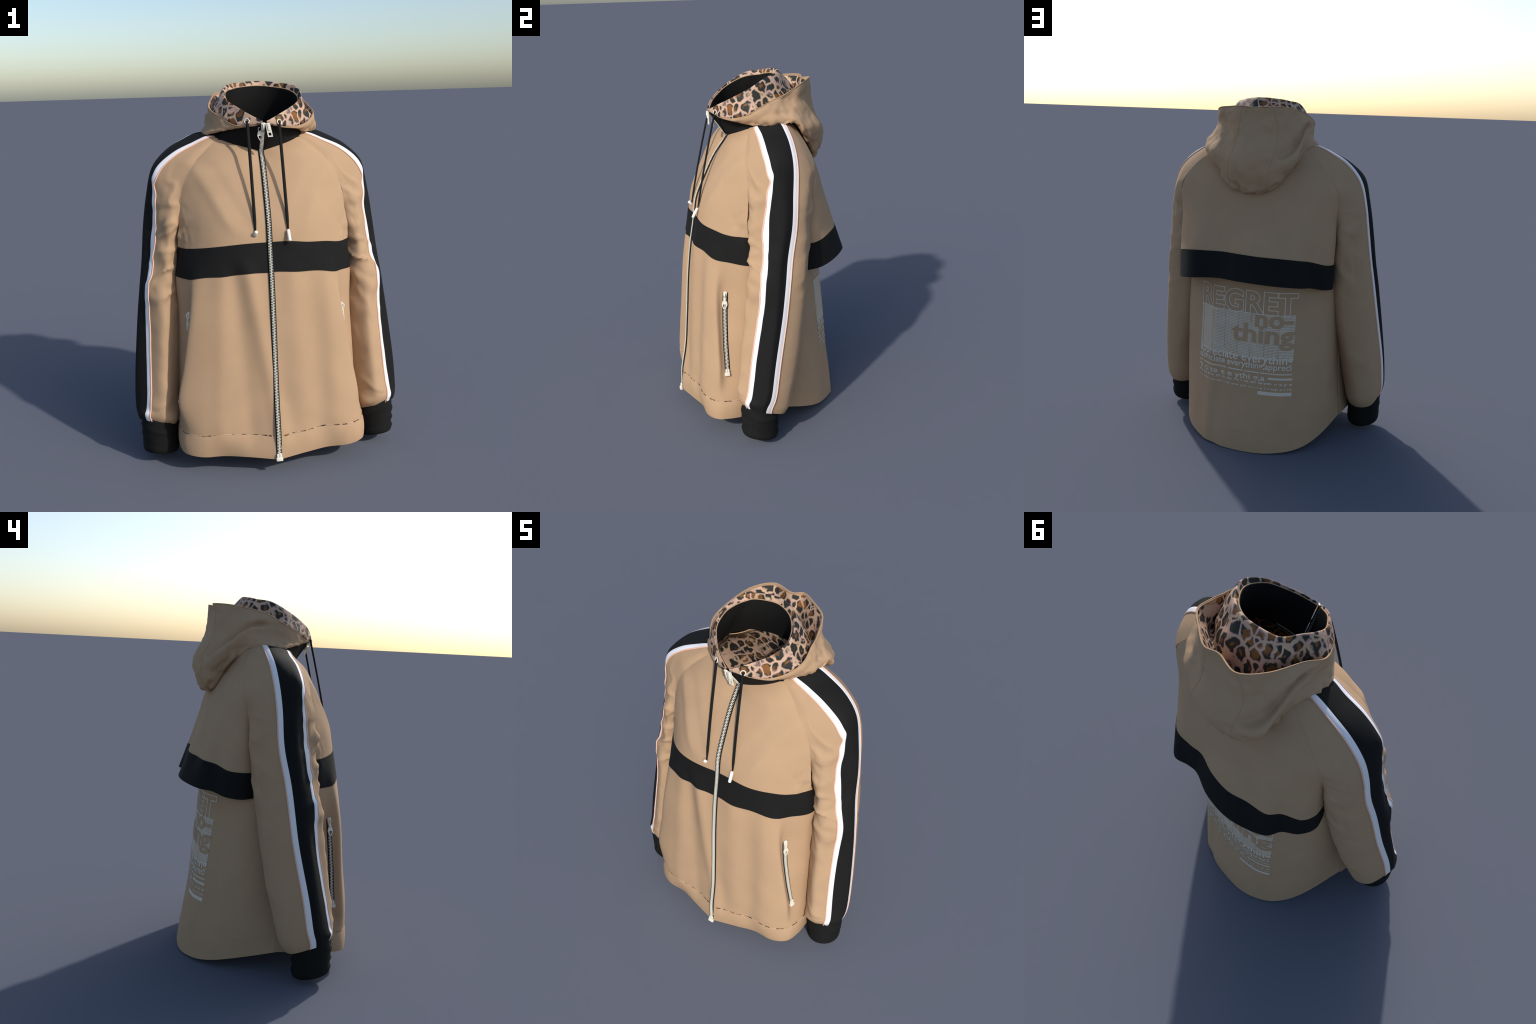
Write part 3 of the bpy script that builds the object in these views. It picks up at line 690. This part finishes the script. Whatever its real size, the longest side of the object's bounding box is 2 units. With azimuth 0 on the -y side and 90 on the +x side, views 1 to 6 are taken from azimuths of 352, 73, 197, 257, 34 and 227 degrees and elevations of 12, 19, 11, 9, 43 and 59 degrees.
a2 = np.array([.99, .0, -.1]); a2 /= np.linalg.norm(a2); T2 = np.array([-.12, -.1, 1.0]); T2 /= np.linalg.norm(T2)
v, f = diamond_pull(np.array((-.012, -.209, 1.722)), a2, np.cross(a2, T2), T2, .052)
mesh_obj("zipper_pull", v, f, METAL, front_zip, smooth=False)

# ---- slanted pocket zippers on the front sides
for s in (1, -1):
    S = FRONT[s]; pz = empty("pocket_zipper")
    top, bot = np.array([s * (.383 if s > 0 else .415), .835]), np.array([s * (.447 if s > 0 else .478), .365])
    zz = np.linspace(bot[1], top[1], 60); w = (zz - bot[1]) / (top[1] - bot[1])
    xx = bot[0] + (top[0] - bot[0]) * w**.75
    uu = np.linspace(4, 6, 201); P = []; NN = []
    for z, x in zip(zz, xx):
        row = S.at(np.full(200, z), uu, 0, fsign(s)); i = int(np.argmin(np.abs(uu - 5.0)))
        P.append(row[i]); NN.append(S.normal(np.array([z]), uu[i:i+1])[0] * fsign(s))
    P = smooth_line(np.array(P), 8); NN = np.array(NN)
    fr, L = zipper("pocket_zipper", P, lambda c, P=P, NN=NN: NN[int(np.argmin(np.linalg.norm(P - c, axis=1)))], .029, .0080, pz)
    box_stop(fr, pz, .030)
    c, a, n, T = fr(L - .012)
    v, f = slider(c, a, n, T, .028); mesh_obj("zipper_slider", v, f, METAL, pz, smooth=False)
    c, a, n, T = fr(L - .066)
    v, f = merge([diamond_pull(c + n * .014, a, n, T, .052), box_data(c + n * .016 + T * .034, a, n, T, .010, .006, .034)])
    mesh_obj("zipper_pull", v, f, METAL, pz, smooth=False)

# ---- drawcords with eyelets and aglets
def ring_data(c, nrm, R, r):
    n = np.array(nrm, float); n /= np.linalg.norm(n); a = np.cross(n, Z); a /= np.linalg.norm(a); b = np.cross(n, a)
    V = []; K, M = 20, 8
    for i in range(K):
        th = 2*math.pi*i/K; d = math.cos(th)*a + math.sin(th)*b
        for j in range(M):
            ph = 2*math.pi*j/M; V.append(np.array(c) + d * (R + r*math.cos(ph)) + n * r * math.sin(ph))
    F = []
    for i in range(K):
        for j in range(M):
            F.append((i*M + j, i*M + (j+1) % M, ((i+1) % K)*M + (j+1) % M, ((i+1) % K)*M + j))
    return V, F
for eye, nrm, bend, end, ag0, ag1 in (
    ((.084,-.213,1.789), (.45,-.85,.25), (.090,-.280,1.53), (.0965,-.347,1.262), (.0955,-.349,1.259), (.0985,-.381,1.205)),
    ((-.077,-.206,1.797), (-.45,-.85,.25), (-.074,-.278,1.53), (-.070,-.346,1.262), (-.068,-.366,1.260), (-.074,-.346,1.236))):
    v, f = ring_data(np.array(eye) + np.array(nrm) * .004, nrm, .0125, .0028); mesh_obj("eyelet", v, f, METAL, hood)
    e, b, q = np.array(eye), np.array(bend), np.array(end)
    t = np.linspace(0, 1, 24)[:, None]
    path = np.concatenate([[e + np.array([0, .006, .002]), e + np.array([0, -.006, -.004])], (1-t)*(e + np.array([0, -.008, -.014])) + t*q + np.array([0, -.004, 0]) * np.sin(np.pi*t)])
    rr = np.full(len(path), .0082); rr[-3:] = (.0078, .006, .0045)
    v, f = tube_data(path, rr, 10, True, .62); mesh_obj("drawcord", v, f, CORD, hood)
    A0, A1 = np.array(ag0), np.array(ag1); prof = [(0, .55), (.03, .85), (.08, 1), (.5, 1), (.92, 1), (.97, .85), (1, .5)]
    v, f = tube_data([A0 + (A1 - A0) * k for k, _ in prof], [.0088 * w for _, w in prof], 14); mesh_obj("aglet", v, f, AGLET, hood)
v, f = tube_data([(-.070,-.347,1.262), (-.072,-.345,1.245), (-.0745,-.347,1.231)], [.0045, .004, .003], 8); mesh_obj("cord_end", v, f, CORD, hood)

# ---- print on the lower back: words and rules laid on the cloth
PRINT_ROOT = empty("back_print")
_cache = {}
def row_table(z):
    k = round(z, 3)
    if k not in _cache:
        uu = np.linspace(1.5, 10.5, 240); p = BACK.at(np.full(240, k), uu, 0)
        s = np.concatenate([[0], np.cumsum(np.linalg.norm(np.diff(p, axis=0), axis=1))]); s -= np.interp(0, p[:, 0], s)
        _cache[k] = (s, uu)
    return _cache[k]
HALF = .322
def on_back(a, z, lift):
    """a: 0 left .. 1 right as read from behind."""
    s, uu = row_table(z)
    return float(np.interp(HALF + .024 - a * 2 * HALF, s, uu)), z, lift
def lay(points):
    q = [on_back(*p) for p in points]
    u = np.array([t[0] for t in q]); v = np.array([t[1] for t in q]); l = np.array([t[2] for t in q])
    return BACK.at(v, u, 0) - BACK.normal(v, u) * l[:, None]

def text(name, body, a0, a1, z0, z1, mat, lift=.0016, bold=.0, outline=0.0):
    cu = bpy.data.curves.new(name, 'FONT'); cu.body = body; cu.size = 1.0; cu.offset = bold; cu.resolution_u = 3
    if outline: cu.fill_mode = 'NONE'; cu.bevel_depth = outline; cu.bevel_resolution = 0
    ob = bpy.data.objects.new(name, cu); bpy.context.scene.collection.objects.link(ob)
    dg = bpy.context.evaluated_depsgraph_get(); me = bpy.data.meshes.new_from_object(ob.evaluated_get(dg))
    bpy.data.objects.remove(ob); bpy.data.curves.remove(cu)
    co = np.array([v.co[:] for v in me.vertices]); lo, hi = co.min(0), co.max(0)
    bm = bmesh.new(); bm.from_mesh(me)                       # fine enough to follow the cloth
    if not outline: bmesh.ops.triangulate(bm, faces=bm.faces[:])
    kx, kz = (a1 - a0) * 2 * HALF / (hi[0] - lo[0]), (z1 - z0) / (hi[1] - lo[1])
    for _ in range(5):
        long = [e for e in bm.edges if math.hypot((e.verts[0].co.x - e.verts[1].co.x) * kx, (e.verts[0].co.y - e.verts[1].co.y) * kz) > .014]
        if not long: break
        bmesh.ops.subdivide_edges(bm, edges=long, cuts=1); bmesh.ops.triangulate(bm, faces=[f for f in bm.faces if len(f.verts) > 3])
    bm.to_mesh(me); bm.free()
    co = np.array([v.co[:] for v in me.vertices])
    pts = [(a0 + (c[0]-lo[0])/(hi[0]-lo[0])*(a1-a0), z0 + (c[1]-lo[1])/(hi[1]-lo[1])*(z1-z0), lift + (c[2] * .06 if outline else 0)) for c in co]
    P = lay(pts); F = [tuple(p.vertices) for p in me.polygons]; bpy.data.meshes.remove(me)
    ob = mesh_obj(name, P, F, mat, PRINT_ROOT, smooth=False); return ob

def patch(name, a0, a1, z0, z1, mat, lift, na=40, nz=20):
    A = np.linspace(a0, a1, na); Zs = np.linspace(z0, z1, nz)
    P = lay([(a, z, lift) for z in Zs for a in A]).reshape(nz, na, 3)
    return sheet(name, P, mat, PRINT_ROOT, flip=True)

text("headline_lettering", "REGRET", 0.0, 1.0, .792, .930, PRINT, .0015, .035, .016)
patch("ruled_block", 0.0, .985, .540, .800, STRIPES, .0010, 60, 40)
text("word_lettering", "no-", .62, .972, .722, .794, TAN, .0022, .03)
text("word_lettering", "thing", .40, .985, .598, .738, TAN, .0022, .03)
text("line_lettering", "appreciate everything", 0, .985, .503, .572, PRINT, .0020, .02)
text("line_lettering", "appreciate everything,appreci", 0, .97, .472, .521, PRINT, .0018, .02)
for a0, a1 in ((0, .06), (.08, .36), (.38, .53), (.54, .68), (.69, .98)):
    patch("printed_rule", a0, a1, .458, .465, PRINT, .0016, 12, 3)
text("line_lettering", "y ci te e e ythi g,a", .02, .74, .406, .450, PRINT, .0017, .02)
patch("printed_rule", .765, .985, .427, .440, PRINT, .0016, 12, 3)
patch("printed_rule", 0, .05, .437, .444, PRINT, .0016, 5, 3)
text("line_lettering", "a p te eve yt in ap re i te ev eryth n a p e", 0, .985, .392, .412, PRINT, .0016, .03)
text("line_lettering", "i n wen vie ew i te eve yth n i n g s i tap e i nt", 0.02, .985, .366, .381, PRINT, .0016, .03)
patch("printed_rule", .68, .985, .337, .357, PRINT, .0016, 16, 4)
